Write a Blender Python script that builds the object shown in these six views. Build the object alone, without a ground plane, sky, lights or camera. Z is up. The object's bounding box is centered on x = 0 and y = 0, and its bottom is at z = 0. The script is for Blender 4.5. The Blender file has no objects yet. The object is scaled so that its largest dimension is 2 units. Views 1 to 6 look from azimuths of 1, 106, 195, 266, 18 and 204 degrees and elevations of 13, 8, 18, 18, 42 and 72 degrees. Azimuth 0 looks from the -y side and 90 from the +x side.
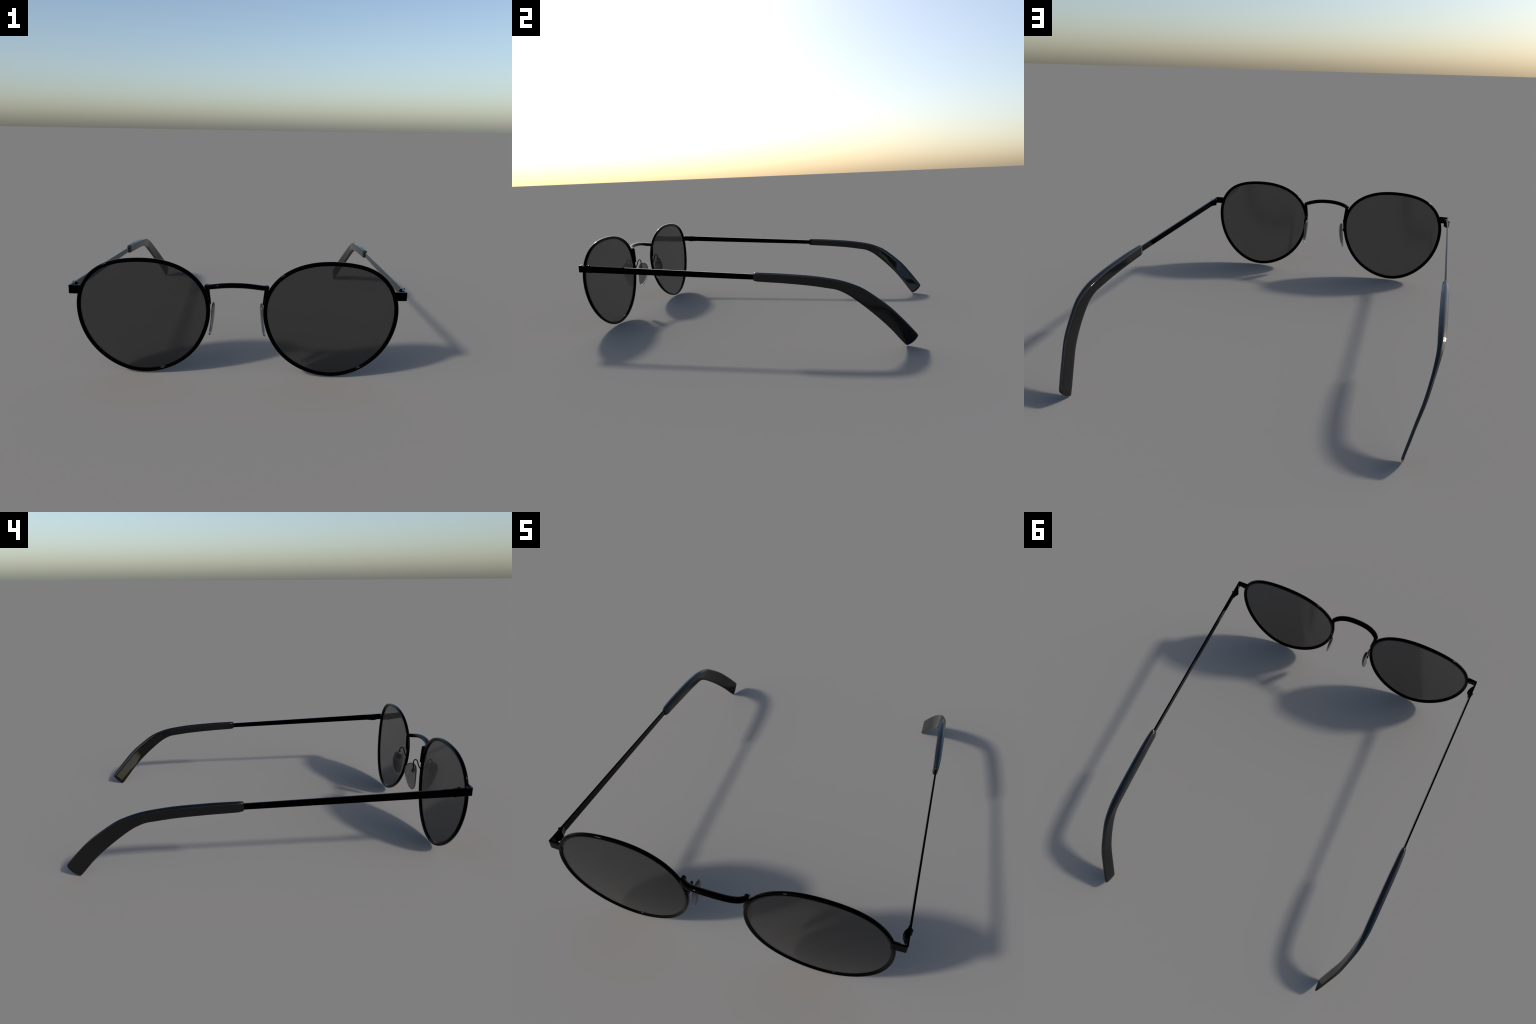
"""Round wire-frame sunglasses standing open on their rims and ear tips.

Frame: metres, z up, lenses towards -y, ear tips towards +y, mirror plane x = 0.
"""
import bpy
import math
from mathutils import Vector

# ------------------------------------------------------------------ materials


def new_material(name):
    m = bpy.data.materials.new(name)
    m.use_nodes = True
    nt = m.node_tree
    return m, nt, nt.nodes["Principled BSDF"]


def grain(nt, scale, lo, hi, socket, detail=3.0):
    """Fine procedural variation on Object coordinates, mapped to [lo, hi]."""
    tc = nt.nodes.new("ShaderNodeTexCoord")
    nz = nt.nodes.new("ShaderNodeTexNoise")
    nz.inputs["Scale"].default_value = scale
    nz.inputs["Detail"].default_value = detail
    mr = nt.nodes.new("ShaderNodeMapRange")
    mr.inputs["To Min"].default_value = lo
    mr.inputs["To Max"].default_value = hi
    nt.links.new(tc.outputs["Object"], nz.inputs["Vector"])
    nt.links.new(nz.outputs["Fac"], mr.inputs["Value"])
    nt.links.new(mr.outputs["Result"], socket)


def make_materials():
    mats = {}
    # black plated metal: almost no body colour, mirror-like only at grazing angles
    m, nt, b = new_material("black_metal")
    b.inputs["Base Color"].default_value = (0.0015, 0.0015, 0.0015, 1)
    b.inputs["Metallic"].default_value = 1.0
    grain(nt, 40, 0.02, 0.045, b.inputs["Roughness"])
    mats["metal"] = m
    # black acetate sleeve: glossy dielectric
    m, nt, b = new_material("black_acetate")
    b.inputs["Base Color"].default_value = (0.0006, 0.0006, 0.0006, 1)
    b.inputs["IOR"].default_value = 1.5
    grain(nt, 30, 0.03, 0.07, b.inputs["Roughness"])
    mats["acetate"] = m
    # smoke-grey tinted lens
    m, nt, b = new_material("smoke_lens")
    b.inputs["Base Color"].default_value = (0.122, 0.122, 0.122, 1)
    b.inputs["Transmission Weight"].default_value = 1.0
    b.inputs["Roughness"].default_value = 0.04
    b.inputs["IOR"].default_value = 1.5
    mats["lens"] = m
    # clear silicone pad, slightly grey
    m, nt, b = new_material("clear_silicone")
    b.inputs["Base Color"].default_value = (0.27, 0.275, 0.28, 1)
    b.inputs["Transmission Weight"].default_value = 1.0
    b.inputs["Roughness"].default_value = 0.12
    b.inputs["IOR"].default_value = 1.45
    mats["silicone"] = m
    return mats


# ------------------------------------------------------------------ mesh tools


def mesh_object(name, verts, faces, mat, side=1, sharp=40):
    """Mesh from +x-side geometry; side = -1 mirrors it across x = 0."""
    me = bpy.data.meshes.new(name)
    if side < 0:
        verts = [(-v[0], v[1], v[2]) for v in verts]
        faces = [tuple(reversed(f)) for f in faces]
    me.from_pydata([tuple(v) for v in verts], [], faces)
    me.update()
    import bmesh
    bm = bmesh.new()
    bm.from_mesh(me)
    bmesh.ops.recalc_face_normals(bm, faces=bm.faces)
    bm.to_mesh(me)
    bm.free()
    for p in me.polygons:
        p.use_smooth = True
    if sharp:
        me.set_sharp_from_angle(angle=math.radians(sharp))
    me.materials.append(mat)
    ob = bpy.data.objects.new(name, me)
    bpy.context.scene.collection.objects.link(ob)
    return ob


class Builder:
    """Collects several closed shells into one mesh."""

    def __init__(self):
        self.v, self.f = [], []

    def loft(self, rings, closed=False, caps=True):
        n = len(rings[0])
        base = len(self.v)
        for r in rings:
            self.v.extend(r)
        m = len(rings)
        for i in range(m if closed else m - 1):
            a, b = base + i * n, base + ((i + 1) % m) * n
            for j in range(n):
                k = (j + 1) % n
                self.f.append((a + j, a + k, b + k, b + j))
        if caps and not closed:
            self.f.append(tuple(base + j for j in reversed(range(n))))
            self.f.append(tuple(base + (m - 1) * n + j for j in range(n)))

    def prism(self, poly, z0, z1, bevel=0.0015):
        """Vertical prism over an (x, y) polygon, with chamfered top and bottom."""
        c = Vector((sum(p[0] for p in poly) / len(poly), sum(p[1] for p in poly) / len(poly)))

        def ring(z, inset):
            out = []
            for p in poly:
                d = Vector(p) - c
                q = c + d * (1 - inset / max(d.length, 1e-6))
                out.append((q.x, q.y, z))
            return out
        self.loft([ring(z0, bevel), ring(z0 + bevel, 0), ring(z1 - bevel, 0), ring(z1, bevel)])

    def tube(self, path, radii, n=12, closed=False, squash=None, wide=None):
        """Round tube with parallel-transported frame; radii per path point."""
        P = [Vector(p) for p in path]
        m = len(P)
        T = []
        for i in range(m):
            if closed:
                t = P[(i + 1) % m] - P[i - 1]
            else:
                t = P[min(i + 1, m - 1)] - P[max(i - 1, 0)]
            T.append(t.normalized())
        up = Vector((0, 0, 1)) if abs(T[0].z) < 0.8 else Vector((0, 1, 0))
        nrm = (up - T[0] * up.dot(T[0])).normalized()
        rings = []
        for i in range(m):
            nrm = (nrm - T[i] * nrm.dot(T[i])).normalized()
            bi = T[i].cross(nrm)
            r = radii[i] if hasattr(radii, "__len__") else radii
            sq = squash[i] if squash else 1.0
            wd = wide[i] if wide else 1.0
            rings.append([P[i] + nrm * (r * sq * math.cos(2 * math.pi * j / n))
                          + bi * (r * wd * math.sin(2 * math.pi * j / n)) for j in range(n)])
        self.loft(rings, closed=closed)

    def make(self, name, mat, side=1, sharp=40):
        return mesh_object(name, self.v, self.f, mat, side, sharp)


def catmull(points, per):
    """Catmull-Rom interpolation of tuples of any length."""
    out = []
    n = len(points)
    for i in range(n - 1):
        p0, p1, p2, p3 = points[max(i - 1, 0)], points[i], points[i + 1], points[min(i + 2, n - 1)]
        for k in range(per):
            t = k / per
            out.append(tuple(0.5 * (2 * b + (c - a) * t + (2 * a - 5 * b + 4 * c - d) * t * t
                                    + (3 * b - a - 3 * c + d) * t ** 3)
                             for a, b, c, d in zip(p0, p1, p2, p3)))
    out.append(tuple(points[-1]))
    return out


def lerp_table(table, x):
    for (a, va), (b, vb) in zip(table, table[1:]):
        if x <= b:
            s = (x - a) / (b - a)
            return va + (vb - va) * s
    return table[-1][1]


# ------------------------------------------------------------------ rim and lens

RIM_CENTRE = Vector((0.4376, -0.9382, 0.2999))
RIM_YAW, RIM_TILT = 0.0048, -0.0571       # wrap and pantoscopic tilt (radians)
BASE_CURVE = (0.005, 0.215)             # lens sag per u^2 and v^2
RIM_MEAN = 0.2905
# round outline, flattened above and drawn in below: harmonics 2..6 (cos, sin)
RIM_HARMONICS = ((0.0128, 0.0011), (-0.0021, 0.0114), (-0.0022, 0.0003),
                 (-0.0003, 0.0002), (-0.0007, -0.0008))
RIM_HALF_DEPTH = 0.0098


def rim_radius(th):
    r = RIM_MEAN
    for i, (c, s) in enumerate(RIM_HARMONICS):
        r += c * math.cos((i + 2) * th) + s * math.sin((i + 2) * th)
    return r


def to_world(u, v, w):
    """Lens plane coordinates (u outward, v up, w backward) to the +x side."""
    ct, st = math.cos(RIM_TILT), math.sin(RIM_TILT)
    y, z = w * ct + v * st, v * ct - w * st
    cy, sy = math.cos(RIM_YAW), math.sin(RIM_YAW)
    return RIM_CENTRE + Vector((u * cy - y * sy, u * sy + y * cy, z))


def lens_surface(th, scale, dr=0.0, dw=0.0):
    r = rim_radius(th) * scale + dr
    u, v = r * math.cos(th), r * math.sin(th)
    return to_world(u, v, BASE_CURVE[0] * u * u + BASE_CURVE[1] * v * v + dw)


def build_rim(mats, side):
    """Eyewire: a full round bead outside and a slimmer lip that grips the lens."""
    b = Builder()
    n, k = 144, 20
    # bead and lip: radial centre, half width, depth centre, half depth, squareness
    for rc, hw, dc, hd, sq in ((0.0025, 0.0080, 0.0, RIM_HALF_DEPTH, 2.2),
                               (-0.0048, 0.0048, 0.0, RIM_HALF_DEPTH * 0.74, 2.4)):
        rings = []
        for i in range(n):
            th = 2 * math.pi * i / n
            ring = []
            base = lens_surface(th, 1.0)
            for j in range(k):
                a = 2 * math.pi * j / k
                c, s = math.cos(a), math.sin(a)
                dr = rc + hw * math.copysign(abs(c) ** (2 / sq), c)
                dw = dc + hd * math.copysign(abs(s) ** (2 / sq), s)
                off = to_world(dr * math.cos(th), dr * math.sin(th), dw) - RIM_CENTRE
                ring.append(base + off)
            rings.append(ring)
        b.loft(rings, closed=True)
    return b.make("rim", mats["metal"], side, sharp=0)


def build_lens(mats, side):
    n, m = 144, 22
    v, f = [], []
    for dw in (-0.0032, -0.0006):
        base = len(v)
        v.append(to_world(0, 0, dw))
        for i in range(1, m + 1):
            for j in range(n):
                th = 2 * math.pi * j / n
                r = (rim_radius(th) - 0.003) * i / m
                u, w = r * math.cos(th), r * math.sin(th)
                v.append(to_world(u, w, BASE_CURVE[0] * u * u + BASE_CURVE[1] * w * w + dw))
        for j in range(n):
            f.append((base, base + 1 + j, base + 1 + (j + 1) % n))
        for i in range(m - 1):
            a, c = base + 1 + i * n, base + 1 + (i + 1) * n
            for j in range(n):
                k = (j + 1) % n
                f.append((a + j, c + j, c + k, a + k))
    half = 1 + m * n
    a = 1 + (m - 1) * n
    for j in range(n):
        k = (j + 1) % n
        f.append((a + j, half + a + j, half + a + k, a + k))
    return mesh_object("lens", v, f, mats["lens"], side, sharp=40)


# ------------------------------------------------------------------ bridge


def build_bridge(mats):
    # bar: half path from its blunt end to the middle of the arch:
    # point, half height, depth / height ratio of the oval section
    half = [(0.1432, -0.9400, 0.4480, 0.0062, 1.10), (0.1422, -0.9412, 0.4481, 0.0092, 1.10),
            (0.1400, -0.9437, 0.4484, 0.0110, 1.12), (0.1360, -0.9482, 0.4490, 0.0114, 1.18),
            (0.1230, -0.9605, 0.4512, 0.0121, 1.27), (0.1050, -0.9708, 0.4555, 0.0121, 1.29),
            (0.0750, -0.9798, 0.4615, 0.0121, 1.30), (0.0400, -0.9840, 0.4655, 0.0121, 1.30),
            (0.0, -0.9852, 0.4668, 0.0121, 1.30)]
    ctrl = half + [(-c[0],) + c[1:] for c in reversed(half[:-1])]
    pts = catmull(ctrl, 8)
    b = Builder()
    b.tube([p[:3] for p in pts], [p[3] for p in pts], n=24,
           wide=[p[4] for p in pts])
    # legs: soldered down the inner side of each rim, rounded on top
    leg = [(0.1285, -0.9340, 0.3600, 0.0085), (0.1295, -0.9340, 0.3660, 0.0098),
           (0.1330, -0.9340, 0.4000, 0.0100), (0.1365, -0.9345, 0.4300, 0.0102),
           (0.1375, -0.9355, 0.4480, 0.0104), (0.1377, -0.9360, 0.4550, 0.0090),
           (0.1378, -0.9362, 0.4585, 0.0058)]
    for sx in (1, -1):
        lp = catmull([(sx * p[0],) + p[1:] for p in leg], 5)
        b.tube([p[:3] for p in lp], [p[3] for p in lp], n=18, squash=[0.95] * len(lp))
    return b.make("bridge", mats["metal"], sharp=50)


# ------------------------------------------------------------------ end piece and hinge

ARM_Z0, ARM_Z1 = 0.4204, 0.3803            # arm mid height at corner / at sleeve
ARM_H0, ARM_H1 = 0.0199, 0.0150            # half heights there
ARM_Y0, ARM_Y1 = -0.943, 0.137


def arm_at(y):
    s = (y - ARM_Y0) / (ARM_Y1 - ARM_Y0)
    return (ARM_Z0 + (ARM_Z1 - ARM_Z0) * s, ARM_H0 + (ARM_H1 - ARM_H0) * s,
            0.7820 + (0.7757 - 0.7820) * s)  # mid z, half height, outer x


ARM_T = 0.0090


def build_end_piece(mats, side):
    """Flat strap from the rim, round the corner, back to the hinge."""
    path = [(0.719, -0.9495), (0.730, -0.9492), (0.748, -0.9486), (0.768, -0.9477)]
    cr = 0.0085
    for i in range(7):
        a = -math.pi / 2 + math.pi / 2 * i / 6
        path.append((0.7820 - cr + cr * math.cos(a), -0.9475 + cr + cr * math.sin(a)))
    path += [(0.7816, -0.915), (0.7813, -0.8675)]
    b = Builder()
    rings = []
    n = len(path)
    for i, p in enumerate(path):
        a, c = path[max(i - 1, 0)], path[min(i + 1, n - 1)]
        t = Vector((c[0] - a[0], c[1] - a[1])).normalized()
        inn = Vector((-t.y, t.x))            # towards the inside of the corner
        outer = Vector(p)
        mid, h, _ = arm_at(min(p[1], -0.85))
        h = ARM_H0 + (0.0006 if p[1] < -0.93 else 0.0002)
        bv = 0.0012
        prof = [(0, h - bv), (bv, h), (ARM_T - bv, h), (ARM_T, h - bv),
                (ARM_T, -h + bv), (ARM_T - bv, -h), (bv, -h), (0, -h + bv)]
        rings.append([(outer.x + inn.x * d, outer.y + inn.y * d, mid + z) for d, z in prof])
    b.loft(rings)
    # low pad soldered to the back of the strap beside the rim
    b.prism([(0.722, -0.9435), (0.758, -0.9425), (0.752, -0.9330), (0.724, -0.9330)], 0.406, 0.436)
    return b.make("end_piece", mats["metal"], side, sharp=25)


def build_arm(mats, side):
    b = Builder()
    rings = []
    for y in (-0.8640, -0.6, -0.3, 0.0, 0.17):
        mid, h, xo = arm_at(y)
        bv = 0.0010
        prof = [(0, h - bv), (bv, h), (ARM_T - bv, h), (ARM_T, h - bv),
                (ARM_T, -h + bv), (ARM_T - bv, -h), (bv, -h), (0, -h + bv)]
        rings.append([(xo - d, y, mid + z) for d, z in prof])
    b.loft(rings)
    # small raised lip where the arm shuts against the end piece
    mid, h, xo = arm_at(-0.86)
    b.prism([(xo - 0.004, -0.8655), (xo + 0.0070, -0.8655), (xo + 0.0055, -0.8615), (xo - 0.002, -0.8560),
             (xo - 0.005, -0.8560)], mid - h - 0.0008, mid + h + 0.0008, 0.001)
    return b.make("temple_arm", mats["metal"], side, sharp=25)


def build_hinge(mats, side):
    mid, h, xo = arm_at(-0.88)
    xi = xo - ARM_T
    b = Builder()
    # three leaves of the hinge, stacked, with narrow gaps
    leaves = ((-0.021, -0.0075, 0.0), (-0.0060, 0.0060, 0.0015), (0.0075, 0.0185, 0.0))
    for z0, z1, out in leaves:
        b.prism([(xi + 0.003, -0.9165), (xi - 0.006, -0.9060), (xi - 0.0150 - out, -0.8890),
                 (xi - 0.0165 - out, -0.8800), (xi - 0.0130 - out, -0.8725), (xi - 0.006, -0.8620),
                 (xi - 0.002, -0.8460), (xi + 0.003, -0.8440)], mid + z0, mid + z1, 0.0012)
    ob = b.make("hinge", mats["metal"], side, sharp=25)
    s = Builder()
    cx, cy = xi - 0.0075, -0.8830
    prof = [(-0.0225, 0.0035), (-0.0215, 0.0050), (0.0205, 0.0062), (0.0225, 0.0055), (0.0235, 0.0030)]
    s.loft([[(cx + r * math.cos(2 * math.pi * j / 16), cy + r * math.sin(2 * math.pi * j / 16), mid + z)
             for j in range(16)] for z, r in prof])
    screw = s.make("hinge_screw", mats["metal"], side, sharp=30)
    return ob, screw


# ------------------------------------------------------------------ ear tip sleeve

# stations along the sleeve: top (y, z), bottom (y, z), mid x, half thickness
SLEEVE = [
    (0.1370, 0.4065, 0.1370, 0.3560, 0.7708, 0.0141),
    (0.2200, 0.4045, 0.2210, 0.3520, 0.7708, 0.0157),
    (0.3000, 0.4010, 0.3000, 0.3480, 0.7693, 0.0172),
    (0.4500, 0.3905, 0.4430, 0.3365, 0.7670, 0.0174),
    (0.5600, 0.3760, 0.5430, 0.3235, 0.7660, 0.0172),
    (0.6240, 0.3625, 0.5870, 0.3160, 0.7652, 0.0160),
    (0.6810, 0.3430, 0.6260, 0.2995, 0.7630, 0.0132),
    (0.7310, 0.3190, 0.6670, 0.2735, 0.7577, 0.0107),
    (0.7970, 0.2720, 0.7360, 0.2175, 0.7449, 0.0082),
    (0.8660, 0.2150, 0.8030, 0.1560, 0.7274, 0.0072),
    (0.9280, 0.1480, 0.8620, 0.0920, 0.7026, 0.0060),
    (0.9720, 0.0955, 0.9060, 0.0370, 0.6842, 0.0055),
    (0.9950, 0.0665, 0.9310, 0.0070, 0.6740, 0.0050),
]


def sleeve_section(t, h, crown):
    """Outline: flat sides, soft shoulders, crowned top and nearly flat underside."""
    sh = min(0.0022, 0.45 * t)
    under = 0.0012
    zt, zb = h - crown - sh, -(h - under - sh)
    turn = (math.pi / 8, math.pi / 4, 3 * math.pi / 8)
    right = [(t, zb + (zt - zb) * v / 4) for v in range(5)]
    right += [(t - sh * (1 - math.cos(a)), zt + sh * math.sin(a)) for a in turn]
    top = [(u * (t - sh), h - crown * u * u) for u in (1 - i / 4 for i in range(9))]
    low_r = [(t - sh * (1 - math.cos(a)), zb - sh * math.sin(a)) for a in reversed(turn)]
    bottom = [(u * (t - sh), -h + under * u * u) for u in (-1 + i / 4 for i in range(9))]
    left = [(-x, z) for x, z in reversed(right)]
    low_l = [(-x, z) for x, z in reversed(low_r)]
    return right + top + left + low_l + bottom + low_r


def build_ear_tip(mats, side):
    st = catmull(SLEEVE, 7)
    b = Builder()
    rings = []

    def ring(s, kh, kt, bulge=0.0, tan=None, crown=0.0065):
        ty, tz, by, bz, xc, t = s
        top, bot = Vector((ty, tz)), Vector((by, bz))
        c, ax = (top + bot) / 2, (top - bot) / 2
        h = ax.length
        axn = ax / h
        fw = tan if tan else Vector((-axn.y, axn.x)) * -1
        out = []
        for x, z in sleeve_section(t * kt, h * kh, min(crown, 0.5 * t)):
            q = c + axn * z + fw * (bulge * (1 - (z / h) ** 2))
            out.append((xc + x, q.x, q.y))
        return out
    # rounded nose around the metal arm
    s0 = st[0]
    for dy, kh, kt in ((-0.0015, 0.80, 0.45), (0.0000, 0.88, 0.57), (0.0040, 0.94, 0.70),
                       (0.0100, 0.975, 0.81), (0.0170, 0.99, 0.89)):
        s = (s0[0] + dy, s0[1], s0[2] + dy, s0[3]) + s0[4:]
        rings.append(ring(s, kh, kt))
    for s in st[2:]:
        rings.append(ring(s, 1, min(1.0, 0.93 + 2.4 * (s[0] - s0[0] - 0.023))))
    # bowed, softly chamfered end
    last, prev = Vector(st[-1][:2]), Vector(st[-2][:2])
    tan = (last - prev).normalized()
    dx = (st[-1][4] - st[-2][4]) / (last - prev).length
    for d, kh, kt, bl in ((0.005, 0.990, 1.0, 0.004), (0.0092, 0.95, 0.92, 0.007), (0.0112, 0.89, 0.70, 0.009)):
        l = st[-1]
        s = (l[0] + tan.x * d, l[1] + tan.y * d, l[2] + tan.x * d, l[3] + tan.y * d, l[4] + dx * d, l[5])
        rings.append(ring(s, kh, kt, bl, tan))
    b.loft(rings)
    return b.make("ear_tip", mats["acetate"], side, sharp=40)


# ------------------------------------------------------------------ nose pads

PAD_TOP, PAD_BOTTOM = 0.352, 0.192
PAD_FRONT = ((0, -0.890), (0.03, -0.898), (0.08, -0.906), (0.16, -0.9125), (0.3, -0.9155), (0.5, -0.9148),
             (0.7, -0.9135), (0.85, -0.9105), (0.94, -0.906), (0.98, -0.901), (1, -0.893))
PAD_BACK = ((0, -0.868), (0.03, -0.858), (0.08, -0.850), (0.16, -0.844), (0.3, -0.8415), (0.5, -0.846),
            (0.7, -0.855), (0.85, -0.8665), (0.94, -0.877), (0.98, -0.884), (1, -0.889))


def build_nose_pad(mats, side):
    b = Builder()
    rings = []
    steps = 40
    for i in range(steps + 1):
        s = 0.5 - 0.5 * math.cos(math.pi * i / steps)
        y0, y1 = lerp_table(PAD_FRONT, s), lerp_table(PAD_BACK, s)
        z = PAD_TOP + (PAD_BOTTOM - PAD_TOP) * s
        x = 0.1165 + 0.0175 * s - 0.004 * math.sin(math.pi * s)
        t = (0.0082 - 0.0012 * s) * (1 - abs(2 * s - 1) ** 9 * 0.75)
        cy, wy = (y0 + y1) / 2, (y1 - y0) / 2
        ring = []
        for j in range(28):
            a = 2 * math.pi * j / 28
            c, q = math.cos(a), math.sin(a)
            dy = wy * math.copysign(abs(c) ** 0.8, c)
            dx = t * math.copysign(abs(q) ** 0.8, q)
            # cushion: nose side (towards x = 0) bulges, outer side is flatter
            ring.append((x + dx - 0.003 * (1 - (dy / max(wy, 1e-6)) ** 2) - 0.02 * (dy), cy + dy, z))
        rings.append(ring)
    b.loft(rings)
    # stud held by the clasp
    b.loft([[(0.1270 + 0.0012 * k, -0.8885 + r * math.cos(2 * math.pi * j / 14),
              0.3100 + 1.2 * r * math.sin(2 * math.pi * j / 14)) for j in range(14)]
            for k, r in ((0, 0.0050), (2, 0.0050), (4, 0.0040), (5, 0.0020))])
    return b.make("nose_pad", mats["silicone"], side, sharp=60)


def build_pad_wire(mats, side):
    ctrl = [(0.1365, -0.9370, 0.318), (0.1335, -0.9300, 0.3215), (0.1310, -0.9235, 0.330),
            (0.1290, -0.9170, 0.346), (0.1280, -0.9125, 0.360), (0.1275, -0.9070, 0.3705),
            (0.1275, -0.8980, 0.3750), (0.1280, -0.8900, 0.3690), (0.1290, -0.8875, 0.358),
            (0.1310, -0.8875, 0.342), (0.1325, -0.8880, 0.326), (0.1330, -0.8882, 0.319)]
    pts = catmull(ctrl, 6)
    b = Builder()
    rad = [0.0064 - 0.0031 * min(1, i / 9) for i in range(len(pts))]
    b.tube(pts, rad, n=10)
    # clasp: small oval loop round the pad stud
    loop = [(0.1325, -0.8885 + 0.0078 * math.cos(2 * math.pi * i / 28) * (1.0),
             0.3100 + 0.0098 * math.sin(2 * math.pi * i / 28)) for i in range(28)]
    b.tube(loop, 0.0026, n=8, closed=True)
    return b.make("pad_wire", mats["metal"], side, sharp=60)


# ------------------------------------------------------------------ assembly


def main():
    mats = make_materials()
    root = bpy.data.objects.new("sunglasses", None)
    bpy.context.scene.collection.objects.link(root)
    root["label"] = "round black wire-frame sunglasses with dark grey lenses"
    root["category"] = "sunglasses"
    build_bridge(mats).parent = root
    for side in (1, -1):
        rim = build_rim(mats, side)
        rim.parent = root
        build_lens(mats, side).parent = rim
        build_end_piece(mats, side).parent = root
        arm = build_arm(mats, side)
        arm.parent = root
        build_ear_tip(mats, side).parent = arm
        hinge, screw = build_hinge(mats, side)
        hinge.parent = root
        screw.parent = hinge
        pad = build_nose_pad(mats, side)
        pad.parent = root
        build_pad_wire(mats, side).parent = pad


main()
